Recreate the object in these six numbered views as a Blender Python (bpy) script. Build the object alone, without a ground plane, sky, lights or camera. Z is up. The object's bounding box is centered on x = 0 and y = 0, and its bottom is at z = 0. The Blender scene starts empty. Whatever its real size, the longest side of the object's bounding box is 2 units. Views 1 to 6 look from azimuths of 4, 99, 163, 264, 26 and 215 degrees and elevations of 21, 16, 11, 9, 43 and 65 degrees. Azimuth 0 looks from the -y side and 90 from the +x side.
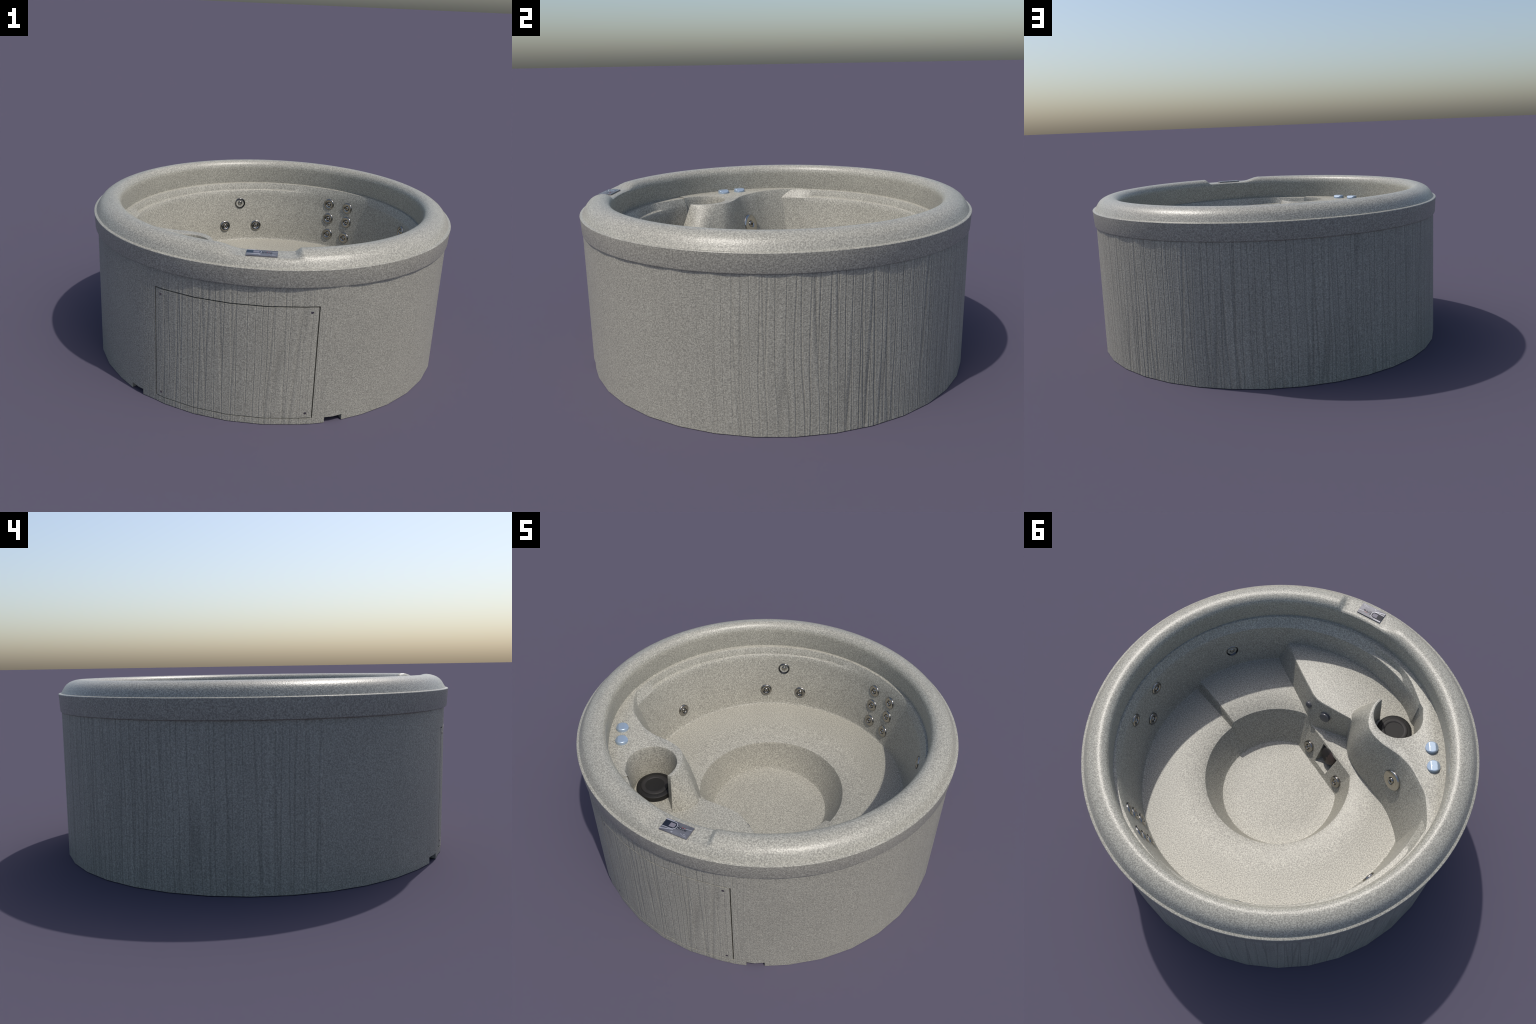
import bpy, bmesh, math, random
from mathutils import Vector, Matrix
random.seed(7)
sin, cos, pi = math.sin, math.cos, math.pi
rad = math.radians

# ------------------------------------------------------------------ helpers
def smooth(t):
    t = max(0.0, min(1.0, t))
    return t * t * (3 - 2 * t)

def lerp(a, b, t):
    return a + (b - a) * t

def table(tab, x):
    """piecewise smooth interpolation in a sorted (x, y) table"""
    if x <= tab[0][0]:
        return tab[0][1]
    for (x0, y0), (x1, y1) in zip(tab, tab[1:]):
        if x <= x1:
            return lerp(y0, y1, (x - x0) / (x1 - x0))
    return tab[-1][1]

def wrap(a):
    while a > 180:
        a -= 360
    while a <= -180:
        a += 360
    return a

def window(a, a0, a1, soft0, soft1):
    """1 inside the angle window a0..a1 (degrees), soft ends"""
    d = (a - a0) % 360
    w = (a1 - a0) % 360
    if d > w:
        return 0.0
    return smooth(d / soft0) * smooth((w - d) / soft1)

def catmull(pts, n):
    out = []
    m = len(pts)
    for i in range(m - 1):
        p0 = Vector(pts[max(i - 1, 0)]); p1 = Vector(pts[i])
        p2 = Vector(pts[i + 1]); p3 = Vector(pts[min(i + 2, m - 1)])
        for k in range(n):
            t = k / n
            out.append(0.5 * ((2 * p1) + (p2 - p0) * t + (2 * p0 - 5 * p1 + 4 * p2 - p3) * t * t
                              + (3 * p1 - p0 - 3 * p2 + p3) * t ** 3))
    out.append(Vector(pts[-1]))
    return out

ROOT = None

def make(name, verts, faces, mat, parent=None, angle=35, mats=None, face_mats=None):
    me = bpy.data.meshes.new(name)
    me.from_pydata([tuple(v) for v in verts], [], faces)
    me.update()
    ob = bpy.data.objects.new(name, me)
    bpy.context.scene.collection.objects.link(ob)
    for m in (mats or [mat]):
        me.materials.append(m)
    if face_mats:
        for p, k in zip(me.polygons, face_mats):
            p.material_index = k
    finish(me, angle)
    ob.parent = parent or ROOT
    return ob

def finish(me, angle=35, recalc=True):
    bm = bmesh.new()
    bm.from_mesh(me)
    if recalc:
        bmesh.ops.recalc_face_normals(bm, faces=bm.faces)
    for f in bm.faces:
        f.smooth = True
    lim = rad(angle)
    for e in bm.edges:
        if len(e.link_faces) == 2:
            e.smooth = e.calc_face_angle(0) < lim
        else:
            e.smooth = True
    bm.to_mesh(me)
    bm.free()
    me.update()

def lathe(profile, seg=48, closed_profile=False):
    """revolve (r, z) about z; r == 0 gives a pole"""
    verts, faces, rows = [], [], []
    for r, z in profile:
        if r < 1e-7:
            rows.append([len(verts)]); verts.append((0, 0, z))
        else:
            b = len(verts)
            rows.append(list(range(b, b + seg)))
            verts += [(r * cos(2 * pi * i / seg), r * sin(2 * pi * i / seg), z) for i in range(seg)]
    pairs = list(zip(rows, rows[1:]))
    if closed_profile:
        pairs.append((rows[-1], rows[0]))
    for a, b in pairs:
        for i in range(seg):
            j = (i + 1) % seg
            if len(a) == 1 and len(b) == 1:
                continue
            if len(a) == 1:
                faces.append((a[0], b[j], b[i]))
            elif len(b) == 1:
                faces.append((a[i], a[j], b[0]))
            else:
                faces.append((a[i], a[j], b[j], b[i]))
    return verts, faces

def frame(pos, normal, roll=0.0):
    z = Vector(normal).normalized()
    up = Vector((0, 0, 1)) if abs(z.z) < 0.95 else Vector((0, 1, 0))
    x = up.cross(z).normalized()
    y = z.cross(x)
    m = Matrix((x, y, z)).transposed().to_4x4()
    return Matrix.Translation(pos) @ m @ Matrix.Rotation(roll, 4, 'Z')

# ------------------------------------------------------------------ materials
def nt_new(name):
    m = bpy.data.materials.new(name)
    m.use_nodes = True
    nt = m.node_tree
    nt.nodes.clear()
    out = nt.nodes.new('ShaderNodeOutputMaterial')
    b = nt.nodes.new('ShaderNodeBsdfPrincipled')
    nt.links.new(b.outputs[0], out.inputs[0])
    return m, nt, b

def N(nt, kind, **kw):
    n = nt.nodes.new(kind)
    for k, v in kw.items():
        if k.startswith('i_'):
            n.inputs[int(k[2:])].default_value = v
        else:
            setattr(n, k, v)
    return n

def math_n(nt, op, a, b=None):
    n = N(nt, 'ShaderNodeMath', operation=op)
    for i, v in enumerate((a, b)):
        if v is None:
            continue
        if isinstance(v, (int, float)):
            n.inputs[i].default_value = v
        else:
            nt.links.new(v, n.inputs[i])
    return n.outputs[0]

def ramp(nt, fac, stops, interp='LINEAR'):
    r = N(nt, 'ShaderNodeValToRGB')
    r.color_ramp.interpolation = interp
    el = r.color_ramp.elements
    while len(el) < len(stops):
        el.new(0.5)
    for e, (p, c) in zip(el, stops):
        e.position = p
        e.color = (c, c, c, 1) if isinstance(c, (int, float)) else (*c, 1)
    nt.links.new(fac, r.inputs[0])
    return r.outputs[0]

def mix(nt, fac, a, b, mode='MIX'):
    n = N(nt, 'ShaderNodeMix', data_type='RGBA', blend_type=mode)
    for s, v in ((n.inputs[0], fac), (n.inputs[6], a), (n.inputs[7], b)):
        if isinstance(v, (int, float)):
            s.default_value = v
        elif isinstance(v, tuple):
            s.default_value = (*v, 1)
        else:
            nt.links.new(v, s)
    return n.outputs[2]

def granite(name, dark, base, light, scale=120.0, bump=0.25, rough=0.55, streaks=False):
    """rotomoulded plastic flecked like granite; optional vertical wood-like grooves"""
    m, nt, b = nt_new(name)
    tc = N(nt, 'ShaderNodeTexCoord')
    co = tc.outputs['Object']
    n1 = N(nt, 'ShaderNodeTexNoise'); n1.inputs['Scale'].default_value = scale
    n1.inputs['Detail'].default_value = 1.0; n1.inputs['Roughness'].default_value = 0.6
    nt.links.new(co, n1.inputs['Vector'])
    n2 = N(nt, 'ShaderNodeTexNoise'); n2.inputs['Scale'].default_value = scale * 2.1
    n2.inputs['Detail'].default_value = 1.0
    nt.links.new(co, n2.inputs['Vector'])
    n3 = N(nt, 'ShaderNodeTexNoise'); n3.inputs['Scale'].default_value = 3.0
    n3.inputs['Detail'].default_value = 3.0
    nt.links.new(co, n3.inputs['Vector'])
    g = math_n(nt, 'ADD', math_n(nt, 'MULTIPLY', n1.outputs[0], 0.70), math_n(nt, 'MULTIPLY', n2.outputs[0], 0.30))
    col = ramp(nt, g, [(0.36, dark), (0.5, base), (0.66, light)])
    blot = ramp(nt, n3.outputs[0], [(0.3, 0.95), (0.7, 1.04)])
    col = mix(nt, 1.0, col, blot, 'MULTIPLY')
    height = g
    bstr = bump
    if streaks:
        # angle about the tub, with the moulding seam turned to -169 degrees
        vr = N(nt, 'ShaderNodeVectorRotate', rotation_type='Z_AXIS')
        vr.inputs['Angle'].default_value = rad(-11.0)
        nt.links.new(co, vr.inputs['Vector'])
        sp = N(nt, 'ShaderNodeSeparateXYZ'); nt.links.new(vr.outputs[0], sp.inputs[0])
        ang = math_n(nt, 'ARCTAN2', sp.outputs[1], sp.outputs[0])
        wob = N(nt, 'ShaderNodeTexNoise'); wob.inputs['Scale'].default_value = 2.2
        wob.inputs['Detail'].default_value = 1.0
        nt.links.new(co, wob.inputs['Vector'])
        arc = math_n(nt, 'ADD', ang, math_n(nt, 'MULTIPLY', wob.outputs[0], 0.025))
        cv = N(nt, 'ShaderNodeCombineXYZ')
        nt.links.new(math_n(nt, 'MULTIPLY', arc, 27.0), cv.inputs[0])
        nt.links.new(math_n(nt, 'MULTIPLY', sp.outputs[2], 0.45), cv.inputs[1])
        vo = N(nt, 'ShaderNodeTexVoronoi', voronoi_dimensions='2D', feature='DISTANCE_TO_EDGE')
        vo.inputs['Scale'].default_value = 1.0
        nt.links.new(cv.outputs[0], vo.inputs['Vector'])
        cw = N(nt, 'ShaderNodeCombineXYZ')
        nt.links.new(math_n(nt, 'MULTIPLY', arc, 62.0), cw.inputs[0])
        nt.links.new(math_n(nt, 'MULTIPLY', sp.outputs[2], 1.6), cw.inputs[1])
        st = N(nt, 'ShaderNodeTexNoise'); st.inputs['Scale'].default_value = 1.0
        st.inputs['Detail'].default_value = 2.0; st.inputs['Roughness'].default_value = 0.55
        nt.links.new(cw.outputs[0], st.inputs['Vector'])
        # zones that carry the grooves (angle 0..1 over -180..180 after the turn)
        u = math_n(nt, 'ADD', math_n(nt, 'MULTIPLY', ang, 1 / (2 * pi)), 0.5)
        def z(deg):
            return ((deg - 11.0 + 180) % 360) / 360
        zone = ramp(nt, u, [(0.0, 0.0), (z(-127), 0.1), (z(-119), 0.6), (z(-80), 0.6), (z(-66), 0.1),
                            (z(-20), 0.1), (z(25), 1.0), (z(150), 0.9), (0.9985, 0.75), (1.0, 0.0)])
        crack = ramp(nt, vo.outputs['Distance'], [(0.0, 0.0), (0.06, 0.62), (0.12, 1.0), (0.22, 0.74), (1.0, 0.70)])
        dk = mix(nt, zone, (1, 1, 1), ramp(nt, vo.outputs['Distance'], [(0.0, 0.78), (0.05, 0.95), (0.11, 1.07), (0.22, 1.0)]))
        dk2 = mix(nt, zone, (1, 1, 1), ramp(nt, st.outputs[0], [(0.34, 0.90), (0.5, 1.0), (0.68, 1.10)]))
        col = mix(nt, 1.0, mix(nt, 1.0, col, dk, 'MULTIPLY'), dk2, 'MULTIPLY')
        bw = math_n(nt, 'MULTIPLY', math_n(nt, 'ADD', crack, math_n(nt, 'MULTIPLY', st.outputs[0], 0.7)), math_n(nt, 'MULTIPLY', zone, 1.35))
        height = math_n(nt, 'ADD', math_n(nt, 'MULTIPLY', g, 0.8), bw)
    nt.links.new(col, b.inputs['Base Color'])
    b.inputs['Roughness'].default_value = rough
    b.inputs['Specular IOR Level'].default_value = 0.5
    bp = N(nt, 'ShaderNodeBump')
    bp.inputs['Strength'].default_value = bstr
    bp.inputs['Distance'].default_value = 0.006
    nt.links.new(height, bp.inputs['Height'])
    nt.links.new(bp.outputs[0], b.inputs['Normal'])
    return m

def plain(name, col, rough=0.4, metal=0.0, noise=0.0, spec=0.5):
    m, nt, b = nt_new(name)
    tc = N(nt, 'ShaderNodeTexCoord')
    n = N(nt, 'ShaderNodeTexNoise'); n.inputs['Scale'].default_value = 160
    nt.links.new(tc.outputs['Object'], n.inputs['Vector'])
    c = mix(nt, 1.0, col, ramp(nt, n.outputs[0], [(0.3, 1 - noise), (0.7, 1 + noise * 0.6)]), 'MULTIPLY')
    nt.links.new(c, b.inputs['Base Color'])
    b.inputs['Roughness'].default_value = rough
    b.inputs['Metallic'].default_value = metal
    b.inputs['Specular IOR Level'].default_value = spec
    return m

def brushed(name, col):
    m, nt, b = nt_new(name)
    tc = N(nt, 'ShaderNodeTexCoord')
    mp = N(nt, 'ShaderNodeMapping'); mp.inputs['Scale'].default_value = (6, 420, 1)
    nt.links.new(tc.outputs['Object'], mp.inputs[0])
    n = N(nt, 'ShaderNodeTexNoise'); n.inputs['Scale'].default_value = 1.0
    n.inputs['Detail'].default_value = 2
    nt.links.new(mp.outputs[0], n.inputs['Vector'])
    w = N(nt, 'ShaderNodeTexNoise'); w.inputs['Scale'].default_value = 14
    nt.links.new(tc.outputs['Object'], w.inputs['Vector'])
    c = mix(nt, 1.0, col, ramp(nt, n.outputs[0], [(0.3, 0.8), (0.7, 1.15)]), 'MULTIPLY')
    c = mix(nt, 1.0, c, ramp(nt, w.outputs[0], [(0.35, 0.72), (0.65, 1.2)]), 'MULTIPLY')
    nt.links.new(c, b.inputs['Base Color'])
    b.inputs['Metallic'].default_value = 0.35
    b.inputs['Roughness'].default_value = 0.42
    return m

def grille(name):
    m, nt, b = nt_new(name)
    tc = N(nt, 'ShaderNodeTexCoord')
    v = N(nt, 'ShaderNodeTexVoronoi'); v.inputs['Scale'].default_value = 190
    nt.links.new(tc.outputs['Object'], v.inputs['Vector'])
    c = ramp(nt, v.outputs['Distance'], [(0.18, (0.010, 0.008, 0.008)), (0.4, (0.055, 0.036, 0.031))])
    nt.links.new(c, b.inputs['Base Color'])
    b.inputs['Roughness'].default_value = 0.45
    return m

def tone(c, k):
    return tuple(v * k for v in c)
STONE = (0.345, 0.333, 0.283)
M_TUB = granite('granite_basin', tone(STONE, 0.58), tone(STONE, 0.87), tone(STONE, 1.27), 146, 0.18, 0.45)
M_RIM = granite('granite_rim', tone(STONE, 0.58), tone(STONE, 0.84), tone(STONE, 1.20), 152, 0.20, 0.38)
M_SKIRT = granite('granite_skirt', tone(STONE, 0.57), tone(STONE, 0.79), tone(STONE, 1.07), 158, 0.40, 0.50, True)
M_CHROME = plain('chrome', (0.34, 0.325, 0.30), 0.09, 1.0, 0.04)  # base darkened and browned to carry the reflection of the beige walls
M_CHROME_DARK = plain('dark_chrome', (0.075, 0.078, 0.085), 0.14, 1.0, 0.04)
M_PLATE = plain('pale_chrome', (0.46, 0.44, 0.40), 0.14, 1.0, 0.03)
M_KNOB = plain('sky_tinted_knob', (0.34, 0.42, 0.51), 0.36, 0.45, 0.02)  # blue mixed into the base colour for the sky mirrored in the metal
M_BLACK = plain('black_plastic', (0.011, 0.0105, 0.010), 0.6, 0, 0.15, 0.3)
M_GREY = plain('dark_grey_plastic', (0.022, 0.0205, 0.020), 0.6, 0, 0.15, 0.3)
M_PLUG = plain('slate_plastic', (0.085, 0.088, 0.10), 0.35, 0, 0.1)
M_DARK = plain('hollow_shade_black', (0.03, 0.03, 0.03), 0.9, 0, 0.1)
M_STEEL = brushed('brushed_steel_plate', (0.150, 0.150, 0.165))
M_SILVER = plain('silver_print', (0.50, 0.50, 0.53), 0.35, 0.4, 0.03)
M_NAVY = plain('display_bezel', (0.012, 0.014, 0.02), 0.18, 0, 0.0)
M_LCD = plain('display_glass', (0.16, 0.15, 0.175), 0.2, 0, 0.05)
M_RED = plain('red_print', (0.42, 0.03, 0.035), 0.4, 0, 0.0)
M_GRILLE = grille('suction_grille')

# ------------------------------------------------------------------ thing
ROOT = bpy.data.objects.new('hot_tub', None)
bpy.context.scene.collection.objects.link(ROOT)
ROOT['label'] = 'round grey granite-look plastic hot tub with jets'
ROOT['category'] = 'hot tub'

LEDGE = 0.7245        # height of the ledge inside the rim
SEAT = 0.336        # seat ring
SEAT_HI = 0.390     # raised seat sector
STEP = 0.54         # entry step and filter well floor
FLOOR = 0.145       # footwell floor

# ------------------------------------------------------------------ rim (rolled lip)
def build_rim():
    prof = [(0.972, 0.7160), (0.9900, 0.7170), (0.9940, 0.7195), (0.9958, 0.7240), (0.9998, 0.8000), (1.0005, 0.8045),
            (0.9990, 0.8068), (0.9955, 0.8080), (0.9895, 0.8086), (0.9875, 0.8092), (0.9858, 0.8120), (0.9785, 0.8245),
            (0.9690, 0.8400), (0.9585, 0.8520), (0.9460, 0.8607), (0.9320, 0.8670), (0.9170, 0.8715), (0.9020, 0.8738),
            (0.8880, 0.8728), (0.8765, 0.8680), (0.8672, 0.8605), (0.8605, 0.8510), (0.8565, 0.8405), (0.8550, 0.8300),
            (0.8550, 0.8200), (0.8555, 0.8000), (0.8568, 0.7700), (0.8585, 0.7400), (0.8600, 0.7225), (0.8680, 0.7165)]
    seg = 216
    angs = [-180 + 360 * i / seg for i in range(seg)]
    extra = [-79.6, -79.0, -78.4, -77.8, -80.2]
    angs = sorted(set(round(a, 4) for a in angs + extra))
    verts, faces = [], []
    for a in angs:
        # recess in the crest for the control panel: crisp east end, soft west ramp
        if a < -90:
            k = smooth((a + 103.5) / 7.5)
        else:
            k = 1 - smooth((a + 80.3) / 2.0)
        for r, z in prof:
            zz = z
            if k > 0 and z > 0.815:
                flat = 0.8455 if r > 0.864 else 0.8455 - (0.864 - r) * 0.8
                flat = min(z, flat)
                zz = lerp(z, flat, k)
            rr = r
            if r < 0.90:      # the opening sits slightly north of the rim's centre
                rr = r - (0.0095 * window(a, -178, 25, 35, 60) - 0.003 * window(a, -115, -65, 20, 20)) * smooth((0.90 - r) / 0.03)
            verts.append((rr * cos(rad(a)), rr * sin(rad(a)) - 0.0015, zz))
    n, m = len(angs), len(prof)
    for i in range(n):
        j = (i + 1) % n
        for k in range(m - 1):
            faces.append((i * m + k, j * m + k, j * m + k + 1, i * m + k + 1))
    return make('rim', verts, faces, M_RIM, angle=32)
build_rim()

# ------------------------------------------------------------------ skirt: a 36-sided drum
R_SK = 0.9905
PHASE = 2.45
PANEL_A, PANEL_B = -120.8, -73.6
PANEL_Z0, PANEL_Z1 = 0.031, 0.625
NOTCHES = [(-130.9, -125.7), (-70.0, -64.6)]
NOTCH_Z = 0.0295

R_SK_TOP = 0.9880
def drum_r(a, z=0.0):
    R = lerp(R_SK, R_SK_TOP, z / 0.72)
    d = (a - PHASE) % 10.0 - 5.0
    swell = 0.0065 * max(window(a, -77.6, -60.5, 4, 7), window(a, -135, -121.5, 5, 3))
    return R * cos(rad(5)) / cos(rad(d)) + swell

def drum_shell(name, angles, zs, skip, thick, parent, z_of=None, closed=True):
    """curved sheet on the drum with thickness; skip(i, k) leaves a cell open"""
    verts, faces = [], []
    n, m = len(angles), len(zs)
    for a in angles:
        for z in zs:
            r = drum_r(a, z)
            verts.append((r * cos(rad(a)), r * sin(rad(a)), z))
    off = len(verts)
    for a in angles:
        for z in zs:
            r = drum_r(a, z) - thick
            verts.append((r * cos(rad(a)), r * sin(rad(a)), z))
    cells = set()
    for i in range(n if closed else n - 1):
        for k in range(m - 1):
            if not skip(i, k):
                cells.add((i, k))
    cn = n if closed else 10 ** 6
    def idx(i, k):
        return (i % n) * m + k
    for i, k in sorted(cells):
        a, b, c, d = idx(i, k), idx(i + 1, k), idx(i + 1, k + 1), idx(i, k + 1)
        faces.append((a, b, c, d))
        faces.append((off + d, off + c, off + b, off + a))
        ip, im = (i + 1, i - 1)
        if closed:
            ip %= n; im %= n
        if (i, k - 1) not in cells:
            faces.append((b, a, off + a, off + b))
        if (i, k + 1) not in cells:
            faces.append((d, c, off + c, off + d))
        if (im, k) not in cells:
            faces.append((a, d, off + d, off + a))
        if (ip, k) not in cells:
            faces.append((c, b, off + b, off + c))
    me = bpy.data.meshes.new(name)
    me.from_pydata(verts, [], faces)
    me.materials.append(M_SKIRT)
    ob = bpy.data.objects.new(name, me)
    bpy.context.scene.collection.objects.link(ob)
    ob.parent = parent
    if parent is ROOT:
        ob.location = (0.0015, 0.001, 0)
    # smooth drum normals on the outer face, flat normals on the cut edges
    for p in me.polygons:
        p.use_smooth = True
    nl = []
    for p in me.polygons:
        c = p.center
        out = Vector((c.x, c.y, 0)).normalized()
        for vi in p.vertices:
            v = me.vertices[vi].co
            if p.normal.dot(out) > 0.9:
                nl.append(Vector((v.x, v.y, 0)).normalized())
            else:
                nl.append(p.normal.copy())
    me.normals_split_custom_set(nl)
    return ob

facets = [wrap(PHASE + 10 * k) for k in range(36)]
breaks = sorted(set([round(a, 4) for a in facets] + [PANEL_A, PANEL_B] + [x for t in NOTCHES for x in t]))
zrows = [0.0, NOTCH_Z, PANEL_Z0, PANEL_Z1, 0.735]
def skirt_skip(i, k):
    a = breaks[i]
    b = breaks[(i + 1) % len(breaks)]
    mid = wrap(a + ((b - a) % 360) / 2)
    if PANEL_A < mid < PANEL_B and k == 2:
        return True
    for n0, n1 in NOTCHES:
        if n0 < mid < n1 and k == 0:
            return True
    return False
drum_shell('skirt', breaks, zrows, skirt_skip, 0.03, ROOT)

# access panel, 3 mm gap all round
g = 0.33
pang = [PANEL_A + g] + [a for a in breaks if PANEL_A + 1 < a < PANEL_B - 1] + [PANEL_B - g]
PANEL = drum_shell('access_panel', pang, [PANEL_Z0 + 0.0050, PANEL_Z1 - 0.0065], lambda i, k: False, 0.018, ROOT, closed=False)
sv, sf = lathe([(0, 0.0016), (0.0052, 0.0014), (0.0068, 0.0006), (0.0070, -0.004)], 20)
screw_me = None
for a in (PANEL_A + 2.1, PANEL_B - 2.1):
    for z in (PANEL_Z0 + 0.030, PANEL_Z1 - 0.030):
        r = drum_r(a, z)
        if screw_me is None:
            o = make('screw', sv, sf, M_CHROME, PANEL)
            screw_me = o.data
        else:
            o = bpy.data.objects.new('screw', screw_me)
            bpy.context.scene.collection.objects.link(o)
            o.parent = PANEL
        o.matrix_local = frame((r * cos(rad(a)), r * sin(rad(a)), z), (cos(rad(a)), sin(rad(a)), 0))

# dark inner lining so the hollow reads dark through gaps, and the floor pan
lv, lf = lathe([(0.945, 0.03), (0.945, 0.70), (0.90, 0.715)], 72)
make('shade_shell', lv, lf, M_DARK)
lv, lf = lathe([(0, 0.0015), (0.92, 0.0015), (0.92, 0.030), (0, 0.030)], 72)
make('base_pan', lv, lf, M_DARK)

# ------------------------------------------------------------------ basin (moulded shell)
def circle_r(cx, cy, R, a):
    ux, uy = cos(rad(a)), sin(rad(a))
    cu = cx * ux + cy * uy
    return cu + math.sqrt(R * R - cx * cx - cy * cy + cu * cu)

R_IN = [(-180, 0.839), (-176, 0.839), (-172, 0.850), (-132, 0.850), (-128, 0.792), (-126.7, 0.794), (-122, 0.803), (-118.3, 0.814), (-113.2, 0.824),
        (-106.7, 0.826), (-98.7, 0.824), (-92, 0.832), (-82, 0.836), (-40, 0.840), (0, 0.847), (30, 0.847), (45, 0.843), (81, 0.841), (96, 0.838),
        (108, 0.831), (120, 0.828), (138, 0.829), (157, 0.835), (172, 0.839), (180, 0.839)]
FLAT_N = -113.8     # direction of the flat suction wall in the footwell

def flat_r(d, a):
    c = cos(rad(a - FLAT_N))
    return d / c if c > 0.2 else 9

R_BACK = [(-180, 0.802), (-150, 0.806), (-125, 0.795), (-98, 0.795), (-70, 0.798), (-40, 0.808), (-10, 0.820), (20, 0.828), (45, 0.833),
          (70, 0.830), (90, 0.818), (118, 0.808), (140, 0.803), (170, 0.802), (180, 0.802)]
R_SEAT = [(-180, 0.730), (-165, 0.715), (-120, 0.74), (-80, 0.765), (-57, 0.786), (-40, 0.786), (-17, 0.784), (20, 0.784),
          (45, 0.785), (70, 0.780), (90, 0.770), (118, 0.756), (135, 0.743), (160, 0.733), (180, 0.730)]
WALL_F = [(0.0, 0.0), (0.010, 0.05), (0.030, 0.09), (0.09, 0.16), (0.18, 0.25), (0.30, 0.36), (0.45, 0.51),
          (0.6, 0.66), (0.75, 0.81), (0.9, 0.94), (1.0, 1.0)]
def wall_r(a, z):
    t = (z - SEAT) / (0.675 - SEAT)
    return lerp(table(R_SEAT, a), table(R_BACK, a), table(WALL_F, t))

def seat_z(a):
    return SEAT + (SEAT_HI - SEAT) * (1 - smooth((a + 18.8) / 2.6)) * smooth((a + 82.5) / 5)

def back_mask(a):
    return max(window(a, 72, 176, 16, 5), window(a, -114.5, -93, 3, 10))

HOLE_A = (FLAT_N - 10.9, FLAT_N + 10.9)
HOLE_T = (0.16, 0.955)
def build_basin():
    angs = [-180 + i * 1.5 for i in range(240)]
    angs += [-18.8, -18.2, -17.5, -16.9, -16.2, HOLE_A[0], HOLE_A[1]]
    angs = sorted(set(round(a, 3) for a in angs))
    rows = []
    for a in angs:
        p = []
        rin = table(R_IN, a)
        b = back_mask(a)
        p += [(0.872, LEDGE - 0.001), (rin + 0.004, LEDGE), (rin + 0.001, LEDGE - 0.0012), (rin - 0.0008, LEDGE - 0.005)]
        rb = min(table(R_BACK, a), rin - 0.010)
        rw = lerp(lerp(rin, rb, 0.80), max(rb + 0.004, rin - 0.008), b)      # plain sectors slope in, backrests have a small step
        p += [(rw, 0.684)]
        p += [(lerp(lerp(rin, rb, 0.9), rb + 0.003, b), 0.6795), (rb, 0.6745)]
        zs = seat_z(a)
        rs = table(R_SEAT, a)
        for t, f in reversed(WALL_F[:-1]):
            p.append((lerp(rs, rb, f), lerp(zs + 0.002, 0.674, t)))
        top = circle_r(0.033, -0.017, 0.412, a)
        ft = flat_r(0.347, a)
        rt = min(top, ft)
        bot = circle_r(0.016, -0.001, 0.337, a)
        rf = min(bot, flat_r(0.264, a))
        ze = SEAT - 0.018 + 0.82 * (zs - SEAT)
        p += [(rs - 0.012, zs), (lerp(rs, rt, 0.5), zs), (lerp(rs, rt, 0.72), lerp(zs, ze, 0.25)), (rt + 0.03, lerp(zs, ze, 0.67)), (rt + 0.006, ze + 0.0008), (rt + 0.0022, ze - 0.0004), (rt - 0.0004, ze - 0.005)]
        zt, zb = ze - 0.006, FLOOR + 0.004
        for t in (HOLE_T[1], 0.6, HOLE_T[0], 0.05):
            bulge = 0.014 * t * (1 - t) * (0.3 if ft < top else 1)
            p.append((lerp(rf, rt, t) + bulge, lerp(zb, zt, t)))
        p += [(rf - 0.004, FLOOR + 0.001), (rf - 0.010, FLOOR), (rf * 0.66, FLOOR), (rf * 0.33, FLOOR)]
        rows.append([(r * cos(rad(a)), r * sin(rad(a)), z) for r, z in p])
    n, m = len(rows), len(rows[0])
    verts = [v for row in rows for v in row]
    verts.append((0, 0, FLOOR))
    faces = []
    # index of the wall ring where the hole starts
    k_top = m - 4 - 4
    k_bot = k_top + 2
    for i in range(n):
        j = (i + 1) % n
        mid = angs[i] + 0.05
        for k in range(m - 1):
            if HOLE_A[0] - 0.01 < mid < HOLE_A[1] and k_top <= k < k_bot:
                continue
            faces.append((i * m + k, j * m + k, j * m + k + 1, i * m + k + 1))
        faces.append((i * m + m - 1, j * m + m - 1, n * m))
    # recessed pocket behind the opening
    nx, ny = cos(rad(FLAT_N)), sin(rad(FLAT_N))
    cols = [i for i, a in enumerate(angs) if HOLE_A[0] - 0.01 < a < HOLE_A[1] + 0.01]
    loop = [(i, k_top) for i in cols] + [(cols[-1], k_top + 1)] + [(i, k_bot) for i in reversed(cols)] + [(cols[0], k_top + 1)]
    base = len(verts)
    for i, k in loop:
        v = verts[i * m + k]
        s = 0.075 + (0.0 if k == k_top else 0.035 if k == k_bot else 0.017)
        verts.append((v[0] + nx * s, v[1] + ny * s, v[2]))
    L = len(loop)
    for q in range(L):
        w = (q + 1) % L
        faces.append((loop[q][0] * m + loop[q][1], loop[w][0] * m + loop[w][1], base + w, base + q))
    faces.append(tuple(base + q for q in range(L)))
    return make('basin', verts, faces, M_TUB, angle=28)
build_basin()

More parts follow.
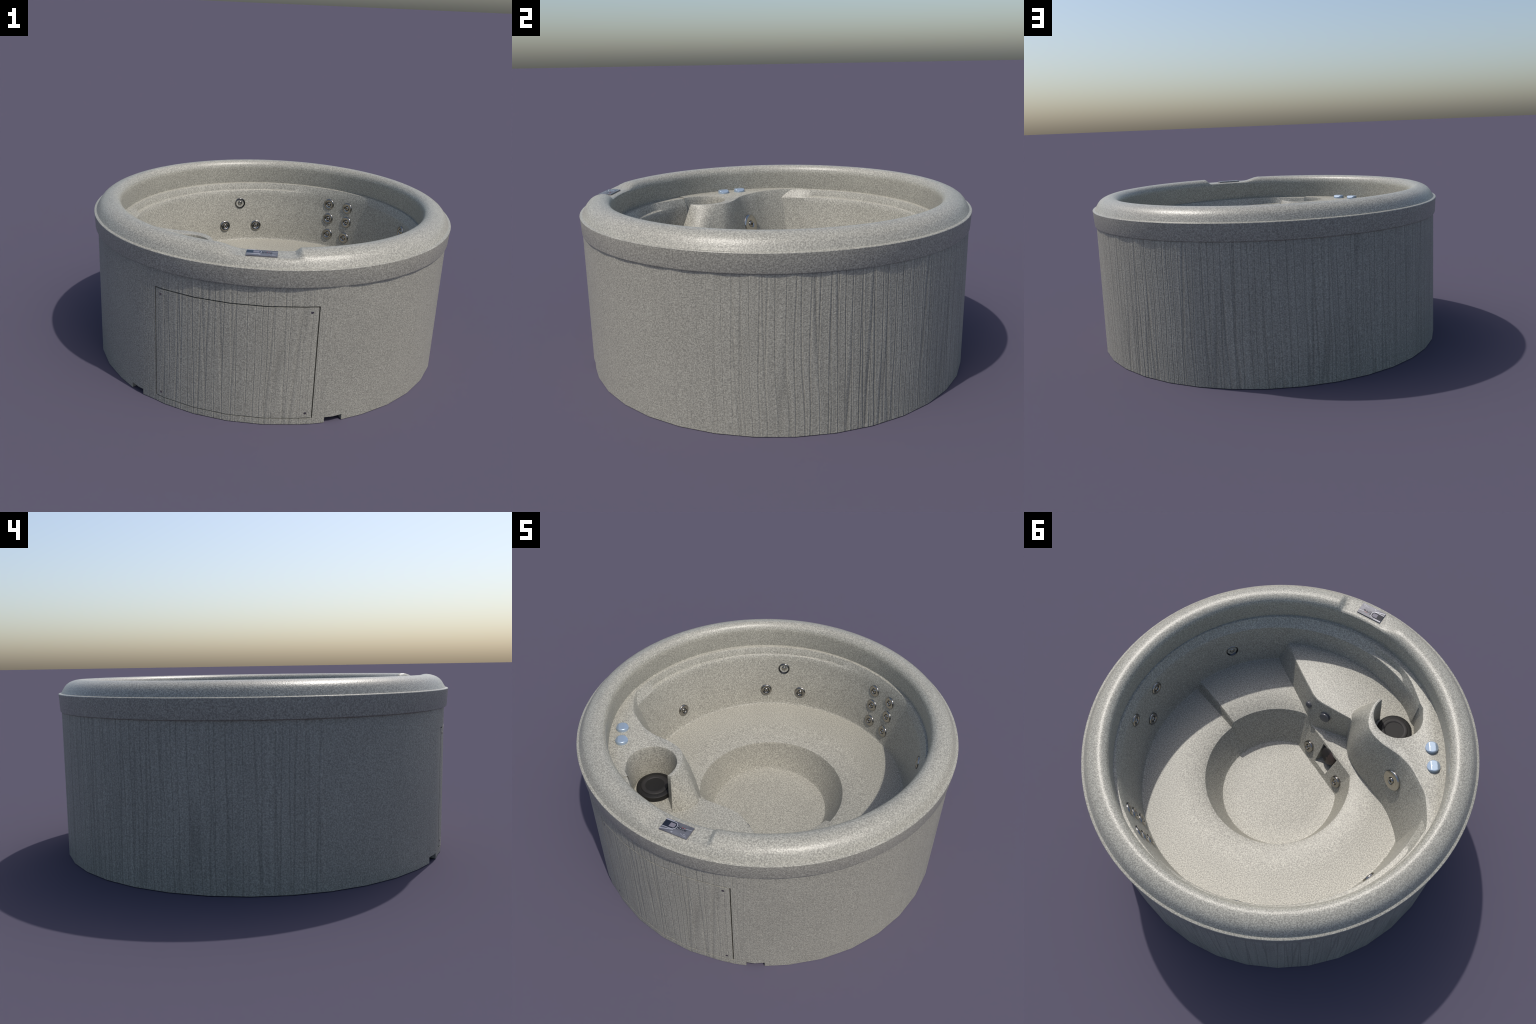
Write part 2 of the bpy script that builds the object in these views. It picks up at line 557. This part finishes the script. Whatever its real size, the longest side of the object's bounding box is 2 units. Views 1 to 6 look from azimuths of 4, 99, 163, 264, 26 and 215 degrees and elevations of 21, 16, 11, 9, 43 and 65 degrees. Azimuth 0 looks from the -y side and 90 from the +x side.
# ------------------------------------------------------------------ step bench (block beside the filter)
def loft_block(name, top, base, mat, bevel=0.010, cap=True, angle=30, bulge=lambda i: 0.0):
    """block with a planar top outline and a wider base outline, rounded top edge"""
    n = len(top)
    verts, faces = [], []
    c = sum((Vector(p) for p in top), Vector()) / n
    rings = []
    ins = []
    for i in range(n):
        a, b, d = Vector(top[i - 1]), Vector(top[i]), Vector(top[(i + 1) % n])
        t = (d - a); t.z = 0; t.normalize()
        nn = Vector((-t.y, t.x, 0))       # inward for a counter-clockwise outline
        ins.append(nn)
    def ring(f):
        b = len(verts)
        for i in range(n):
            verts.append(f(i))
        rings.append(list(range(b, b + n)))
    T = [Vector(p) for p in top]; B = [Vector(p) for p in base]
    if cap:
        ring(lambda i: T[i] + ins[i] * bevel)
        ring(lambda i: T[i] + ins[i] * bevel * 0.35 + Vector((0, 0, -bevel * 0.12)))
    ring(lambda i: T[i] + (B[i] - T[i]) * min(0.5, bevel * 0.9 / max(0.02, (T[i] - B[i]).length)))
    for t in (0.15, 0.3, 0.5, 0.75, 1.0):
        ring(lambda i: T[i].lerp(B[i], t) + Vector((B[i].x - T[i].x, B[i].y - T[i].y, 0)) * bulge(i) * t * (1 - t))
    for r0, r1 in zip(rings, rings[1:]):
        for i in range(n):
            j = (i + 1) % n
            faces.append((r0[i], r1[i], r1[j], r0[j]))
    if cap:
        faces.append(tuple(rings[0]))
    return make(name, verts, faces, mat, angle=angle)

def build_step():
    front_t = [(-0.176, -0.447), (-0.073, -0.446), (0.012, -0.447), (0.048, -0.452), (0.082, -0.467), (0.204, -0.546),
               (0.293, -0.608), (0.374, -0.670), (0.432, -0.716)]
    front_b = [(-0.190, -0.438), (-0.080, -0.421), (0.018, -0.407), (0.066, -0.412), (0.106, -0.427), (0.238, -0.502),
               (0.330, -0.557), (0.420, -0.616), (0.488, -0.658)]
    zb = 0.30
    top = [Vector((x, y, STEP)) for x, y in front_t]
    bot = []
    for (x, y), (bx, by) in zip(front_t, front_b):
        k = (STEP - zb) / (STEP - 0.345)
        bot.append(Vector((lerp(x, bx, k), lerp(y, by, k), zb)))
    # hidden outline along the outer wall and below the filter housing
    top = list(reversed(top)); bot = list(reversed(bot))
    for x, y in [(-0.34, -0.345), (-0.45, -0.325), (-0.60, -0.40), (-0.66, -0.50)]:
        top.append(Vector((x, y, STEP))); bot.append(Vector((x, y, zb)))
    for a in range(-140, -58, 6):
        r = 0.835
        top.append(Vector((r * cos(rad(a)), r * sin(rad(a)), STEP)))
        bot.append(Vector((r * cos(rad(a)), r * sin(rad(a)), zb)))
    return loft_block('step_bench', top, bot, M_TUB, 0.007, angle=22)
build_step()

# ------------------------------------------------------------------ filter housing: shelf, S-shaped wall and open well
WELL = Vector((-0.420, -0.498, 0))
def build_housing():
    # outline of the shelf edge from the north end to the free tip of the curled wall: (x, y) top, (x, y, z) foot
    T = [(-0.855, 0.060), (-0.846, 0.010), (-0.831, -0.045), (-0.800, -0.103), (-0.750, -0.177), (-0.692, -0.222), (-0.622, -0.269),
         (-0.536, -0.298), (-0.425, -0.311), (-0.346, -0.339), (-0.305, -0.381), (-0.284, -0.431), (-0.274, -0.490),
         (-0.279, -0.541)]
    B = [(-0.775, 0.110, SEAT), (-0.762, 0.050, SEAT), (-0.738, -0.010, SEAT), (-0.706, -0.062, SEAT), (-0.652, -0.114, SEAT),
         (-0.582, -0.166, SEAT), (-0.500, -0.207, SEAT), (-0.405, -0.247, SEAT), (-0.318, -0.288, SEAT), (-0.240, -0.340, SEAT),
         (-0.186, -0.418, SEAT + 0.02), (-0.168, -0.462, STEP - 0.01), (-0.182, -0.545, STEP - 0.005), (-0.246, -0.606, STEP - 0.005)]
    sub = 5
    Tc = catmull([(x, y, LEDGE + 0.0035) for x, y in T], sub)
    Bc = catmull(B, sub)
    # inner side: around the well circle, then to the slot's outer wall
    a0 = math.degrees(math.atan2(-0.541 - WELL.y, -0.293 - WELL.x))
    R = 0.129
    inner_t, inner_b = [], []
    steps = 40
    a1 = a0 + 232
    for i in range(steps + 1):
        a = rad(a0 + (a1 - a0) * i / steps)
        inner_t.append(Vector((WELL.x + R * cos(a), WELL.y + R * sin(a), LEDGE + 0.0035)))
        inner_b.append(Vector((WELL.x + (R - 0.017) * cos(a), WELL.y + (R - 0.017) * sin(a), STEP - 0.008)))
    inner_t += [Vector((-0.505, -0.613, LEDGE + 0.0035)), Vector((-0.474, -0.632, LEDGE + 0.0035))]
    inner_b += [Vector((-0.492, -0.596, STEP - 0.008)), Vector((-0.462, -0.620, STEP - 0.008))]
    # outer arc under the rim
    outer = []
    for i in range(0, 41):
        a = lerp(-127.5, -184.2, i / 40)
        outer.append(Vector((0.869 * cos(rad(a)), 0.869 * sin(rad(a)), LEDGE + 0.0035)))
    verts, faces = [], []
    n_s = len(Tc); n_i = len(inner_t)
    edge_t = list(Tc) + inner_t
    edge_b = list(Bc) + inner_b
    n = len(edge_t)
    # inward normals of the top outline, for the rounded edge (material lies on the right hand side)
    rings = [[] for _ in range(9)]
    for i in range(n):
        p = edge_t[max(i - 1, 0)]; q = edge_t[min(i + 1, n - 1)]
        t = (q - p); t.z = 0
        t = t.normalized() if t.length > 1e-6 else Vector((1, 0, 0))
        nn = Vector((t.y, -t.x, 0))
        w = 0.004
        Tt, Bt = edge_t[i], edge_b[i]
        L = max(0.03, (Tt - Bt).length)
        pts = [Tt + nn * w, Tt + nn * w * 0.3 + Vector((0, 0, -0.0012)), Tt.lerp(Bt, 0.006 / L)]
        for s in (0.12, 0.26, 0.45, 0.68, 0.88, 1.0):
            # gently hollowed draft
            v = Tt.lerp(Bt, s)
            if i < n_s and s < 1:
                u = i / (n_s - 1) * 13
                k = table([(0, 0.1), (4.5, 0.0), (6, 0.05), (7, 0.3), (8, 0.9), (9, 1.1), (10, 0.9), (11, 0.2), (13, 0)], u) * s * (1 - s)
                v += Vector((Bt.x - Tt.x, Bt.y - Tt.y, 0)) * k
            pts.append(v)
        for k, v in enumerate(pts):
            rings[k].append(len(verts)); verts.append(v)
    for r0, r1 in zip(rings, rings[1:]):
        for i in range(n - 1):
            faces.append((r0[i], r0[i + 1], r1[i + 1], r1[i]))
    ob = len(verts)
    verts += outer
    faces.append(tuple(rings[0] + list(range(ob, ob + len(outer)))))
    return make('filter_housing', verts, faces, M_TUB, angle=32)
build_housing()

# ------------------------------------------------------------------ filter lid in the well
fv, ff = lathe([(0.0, 0.0335), (0.050, 0.0335), (0.052, 0.0350), (0.056, 0.0365), (0.070, 0.0365), (0.0725, 0.0350),
                (0.0745, 0.0315), (0.092, 0.0300), (0.0965, 0.027), (0.0975, 0.020), (0.0975, -0.005)], 64)
fm = []
for f in ff:
    r = max(math.hypot(fv[i][0], fv[i][1]) for i in f)
    fm.append(1 if 0.051 < r < 0.0735 else 0)
lid = make('filter_lid', fv, ff, None, mats=[M_BLACK, M_GREY], face_mats=fm)
lid.matrix_local = Matrix.Translation((WELL.x, WELL.y, STEP))
tv, tf = lathe([(0, 0.0355), (0.006, 0.0355), (0.0065, 0.030)], 12)
for k in range(6):
    a = rad(60 * k + 12)
    v = [(x * 0.3, y, z) for x, y, z in tv]
    o = make('lid_tab', [(x, y * 1.3, z) for x, y, z in v], tf, M_BLACK, lid)
    o.matrix_local = Matrix.Translation((0.083 * cos(a), 0.083 * sin(a), -0.0035)) @ Matrix.Rotation(a + pi / 2, 4, 'Z')

# ------------------------------------------------------------------ knobs on the shelf
def build_knob():
    # low disc with a flat band left across the middle and two sides cut down
    v, f = lathe([(0, 0.0195), (0.008, 0.0195), (0.014, 0.0195), (0.0165, 0.0195), (0.0195, 0.0195), (0.0225, 0.0195), (0.0255, 0.0195),
                  (0.0285, 0.0192), (0.0312, 0.0178), (0.0328, 0.0150), (0.0335, 0.0100), (0.0337, 0.0)], 64)
    out = []
    for x, y, z in v:
        d = max(0.0, abs(y + 0.002) - 0.0175)
        out.append((x, y, min(z, 0.0195 - d * 0.6 - (0.0008 if d > 0 else 0))))
    return out, f
kv, kf = build_knob()
kme = None
for x, y in ((-0.656, -0.426), (-0.714, -0.336)):
    if kme is None:
        k = make('diverter_knob', kv, kf, M_KNOB, angle=45); kme = k.data
    else:
        k = bpy.data.objects.new('diverter_knob', kme); bpy.context.scene.collection.objects.link(k); k.parent = ROOT
    k.matrix_local = Matrix.Translation((x, y, LEDGE + 0.0032)) @ Matrix.Rotation(rad(-57), 4, 'Z')

# ------------------------------------------------------------------ jets
jet_cache = {}
def jet(pos, normal, kind='std', size=1.0):
    if kind not in jet_cache:
        if kind == 'std':      # face plate with rolled edge, groove and small eyeball
            v, f = lathe([(0.0155, 0.0070), (0.0170, 0.0105), (0.0185, 0.0118), (0.030, 0.0122), (0.0335, 0.0112),
                          (0.0360, 0.0080), (0.0366, 0.0035), (0.0368, -0.012)], 40)
            body = make('jet', v, f, M_CHROME, angle=50)
            v, f = lathe([(0.0, 0.0045), (0.0035, 0.0046), (0.0045, 0.0118), (0.0085, 0.0126), (0.0125, 0.0100), (0.0150, 0.0060), (0.0160, -0.004)], 32)
            noz = make('nozzle', v, f, M_CHROME, body, angle=60)
        elif kind == 'dark':   # deep cup with dark ring
            v, f = lathe([(0.0165, -0.004), (0.0240, 0.0010), (0.0285, 0.0075), (0.0315, 0.0125), (0.0345, 0.0115), (0.0362, 0.0075), (0.0368, -0.012)], 40)
            fm = [0 if min(math.hypot(v[i][0], v[i][1]) for i in q) > 0.0340 else 1 for q in f]
            body = make('jet', v, f, None, angle=60, mats=[M_CHROME, M_CHROME_DARK], face_mats=fm)
            v, f = lathe([(0.0, 0.001), (0.005, 0.0015), (0.0070, 0.0090), (0.0115, 0.0098), (0.0155, 0.0065), (0.0175, -0.005)], 32)
            noz = make('nozzle', v, f, M_CHROME, body, angle=60)
        else:                  # large directional jet
            v, f = lathe([(0.0195, 0.0085), (0.0208, 0.0100), (0.030, 0.0112), (0.053, 0.0102), (0.0575, 0.0080),
                          (0.0598, 0.0040), (0.0602, -0.015)], 56)
            body = make('jet', v, f, M_PLATE, angle=50)
            v, f = lathe([(0.0, 0.0040), (0.0070, 0.0045), (0.0085, 0.0128), (0.0130, 0.0135), (0.0170, 0.0110), (0.0188, 0.0065), (0.0196, -0.004)], 32)
            noz = make('nozzle', v, f, M_CHROME, body, angle=60)
        noz.matrix_local = Matrix.Rotation(rad(9), 4, 'X')
        jet_cache[kind] = (body.data, noz.data)
    else:
        bme, nme = jet_cache[kind]
        body = bpy.data.objects.new('jet', bme); bpy.context.scene.collection.objects.link(body); body.parent = ROOT
        noz = bpy.data.objects.new('nozzle', nme); bpy.context.scene.collection.objects.link(noz); noz.parent = body
        noz.matrix_local = Matrix.Rotation(rad(random.uniform(6, 12)), 4, 'X') @ Matrix.Rotation(random.uniform(-0.1, 0.1), 4, 'Y')
    nv = Vector(normal).normalized()
    body.matrix_local = frame(Vector(pos) - nv * 0.0118, nv)
    return body

def wall_jet(x, y, z, kind='std'):
    slope = 0.10 if z > 0.55 else 0.17
    r, a = math.hypot(x, y), math.degrees(math.atan2(y, x))
    k = max(min(r, wall_r(a, z) - 0.0075), wall_r(a, z) - 0.0125) / r
    x, y = x * k, y * k
    d = Vector((0.018 * 0.5 - x, 0.04 * 0.5 - y, 0)).normalized()
    jet((x, y, z), (d.x, d.y, slope), kind)

for p in [(-0.344, 0.683, 0.44), (-0.139, 0.762, 0.434), (-0.706, 0.252, 0.445),
          (0.359, 0.738, 0.626), (0.362, 0.731, 0.529), (0.360, 0.704, 0.423),
          (0.482, 0.672, 0.623), (0.479, 0.654, 0.531), (0.470, 0.641, 0.423),
          (0.784, 0.243, 0.618), (0.819, 0.020, 0.618), (0.768, 0.130, 0.470)]:
    wall_jet(*p)
wall_jet(-0.255, 0.761, 0.590, 'dark')
wall_jet(0.655, -0.470, 0.530, 'dark')
jet((-0.551, -0.230, 0.557), (0.42, 0.86, 0.28), 'large')
fn = Vector((-cos(rad(FLAT_N)), -sin(rad(FLAT_N)), 0.44)).normalized()
jet(Vector((0.016, -0.308, 0.218)) - fn * 0.006, fn)
jet(Vector((-0.240, -0.196, 0.218)) - fn * 0.006, fn)

# ------------------------------------------------------------------ suction cover in the footwell pocket
nx, ny = cos(rad(FLAT_N)), sin(rad(FLAT_N))
sv, sf = lathe([(0, 0.040), (0.020, 0.0385), (0.040, 0.034), (0.053, 0.026), (0.060, 0.016), (0.063, 0.0), (0.063, -0.03)], 48)
sc = make('suction_cover', sv, sf, None, mats=[M_GREY, M_GRILLE],
          face_mats=[1 if (sv[f[0]][0] + sv[f[1]][0]) > 0.012 else 0 for f in sf])
sc.matrix_local = frame((nx * 0.353, ny * 0.353, 0.256), (-nx, -ny, 0.35))

# two round plugs on the step's front face
for (x, y, z), r in (((0.097, -0.442, 0.448), 0.021), ((-0.026, -0.419, 0.448), 0.031)):
    v, f = lathe([(0, 0.008), (r * 0.75, 0.007), (r * 0.95, 0.0045), (r, 0.0), (r, -0.012)], 28)
    o = make('plug', v, f, M_PLUG if r > 0.02 else M_CHROME_DARK)
    o.matrix_local = frame((x, y, z), (0.25 if x > 0 else -0.02, 1, 0.2))

# ------------------------------------------------------------------ control panel on the rim
def plate(name, pts, z0, z1, mat, parent, bev=0.0):
    n = len(pts)
    verts = [(x, y, z0) for x, y in pts] + [(x, y, z1) for x, y in pts]
    faces = [tuple(reversed(range(n))), tuple(range(n, 2 * n))]
    faces += [(i, (i + 1) % n, n + (i + 1) % n, n + i) for i in range(n)]
    return make(name, verts, faces, mat, parent)

CP = plate('control_panel', [(-0.0705, -0.0355), (0.0705, -0.0355), (0.0705, 0.0355), (-0.0705, 0.0355)], -0.004, 0.0065, M_STEEL, ROOT)
CP.matrix_local = Matrix.Translation((0.002, -0.9155, 0.8455))
Z0 = 0.0066
def ribbon(name, pts, w, z, mat):
    pts = [Vector((x, y, 0)) for x, y in pts]
    L, R = [], []
    for i, p in enumerate(pts):
        t = (pts[min(i + 1, len(pts) - 1)] - pts[max(i - 1, 0)]).normalized()
        nn = Vector((-t.y, t.x, 0)) * w / 2
        L.append(p + nn); R.append(p - nn)
    out = [(v.x, v.y) for v in R] + [(v.x, v.y) for v in reversed(L)]
    return plate(name, out, Z0 - 0.001, Z0 + z, mat, CP)
def d_shape(x0, xc, h, yc):
    pts = [(x0, yc - h)]
    for i in range(13):
        a = -pi / 2 + pi * i / 12
        pts.append((xc + h * 0.85 * cos(a), yc + h * sin(a)))
    pts.append((x0, yc + h))
    return pts
plate('bezel', d_shape(-0.0703, -0.022, 0.0185, 0.008), Z0 - 0.001, Z0 + 0.0006, M_NAVY, CP)
plate('display', [(-0.040, -0.004), (-0.016, -0.004), (-0.0125, 0.000), (-0.0125, 0.016), (-0.016, 0.020), (-0.040, 0.020)], Z0, Z0 + 0.0010, M_LCD, CP)
ribbon('trim', [(x, y) for x, y in d_shape(-0.0703, -0.0215, 0.0205, 0.008)], 0.0022, 0.0009, M_SILVER)
ribbon('accent', [(-0.0703, -0.0300), (-0.050, -0.0235), (-0.030, -0.0185), (-0.012, -0.0125)], 0.0030, 0.0005, M_SILVER)
ribbon('accent', [(0.030, 0.0110), (0.048, 0.0140), (0.0703, 0.0165)], 0.0016, 0.0005, M_SILVER)
ribbon('accent', [(-0.0703, 0.0312), (-0.045, 0.0325), (-0.030, 0.0345)], 0.0016, 0.0005, M_SILVER)
def ring_pts(r):
    return lathe([(r * 0.52, Z0), (r * 0.52, Z0 + 0.0008), (r, Z0 + 0.0008), (r, Z0)], 20)
bv, bf = ring_pts(0.0052)
dv, df = lathe([(0, Z0 + 0.0006), (0.0020, Z0 + 0.0006), (0.0020, Z0)], 12)
for x, y, glyph in [(0.0035, 0.0125, 1), (0.0035, 0.0015, 1), (0.0165, 0.0060, 1), (0.0290, 0.0060, 1), (0.0405, 0.0050, 0)]:
    o = make('button', bv, bf, M_NAVY, CP); o.matrix_local = Matrix.Translation((x, y, 0))
    if glyph:
        o2 = make('button_glyph', dv, df, M_SILVER, CP); o2.matrix_local = Matrix.Translation((x, y, 0))
for x in (0.0225, 0.0335):
    o = make('indicator', dv, df, M_RED, CP); o.matrix_local = Matrix.Translation((x, 0.0135, 0))
plate('button_bridge', [(0.0015, 0.0055), (0.0055, 0.0055), (0.0055, 0.0085), (0.0015, 0.0085)], Z0 - 0.001, Z0 + 0.0005, M_NAVY, CP)
# script-like swirl mark in the near right corner
ribbon('swirl_mark', [(0.030 + 0.0075 * t, -0.0205 + 0.0035 * sin(3.2 * t + 1) * (1 - 0.1 * t)) for t in [i * 0.12 for i in range(12)]], 0.0011, 0.0006, M_SILVER)
sw = [(0.050 + 0.0055 * cos(t) * (1 - t / 16), -0.0225 + 0.0060 * sin(t) * (1 - t / 16)) for t in [0.3 + i * 0.32 for i in range(16)]]
sw += [(0.0545 + 0.0012 * i, -0.0270 + 0.0006 * math.sin(i * 1.5)) for i in range(8)]
ribbon('swirl_mark', sw, 0.0012, 0.0007, M_SILVER)
ribbon('swirl_mark', [(-0.014, -0.0290), (-0.010, -0.0245), (-0.0065, -0.0265), (-0.0085, -0.0310)], 0.0022, 0.0006, M_SILVER)
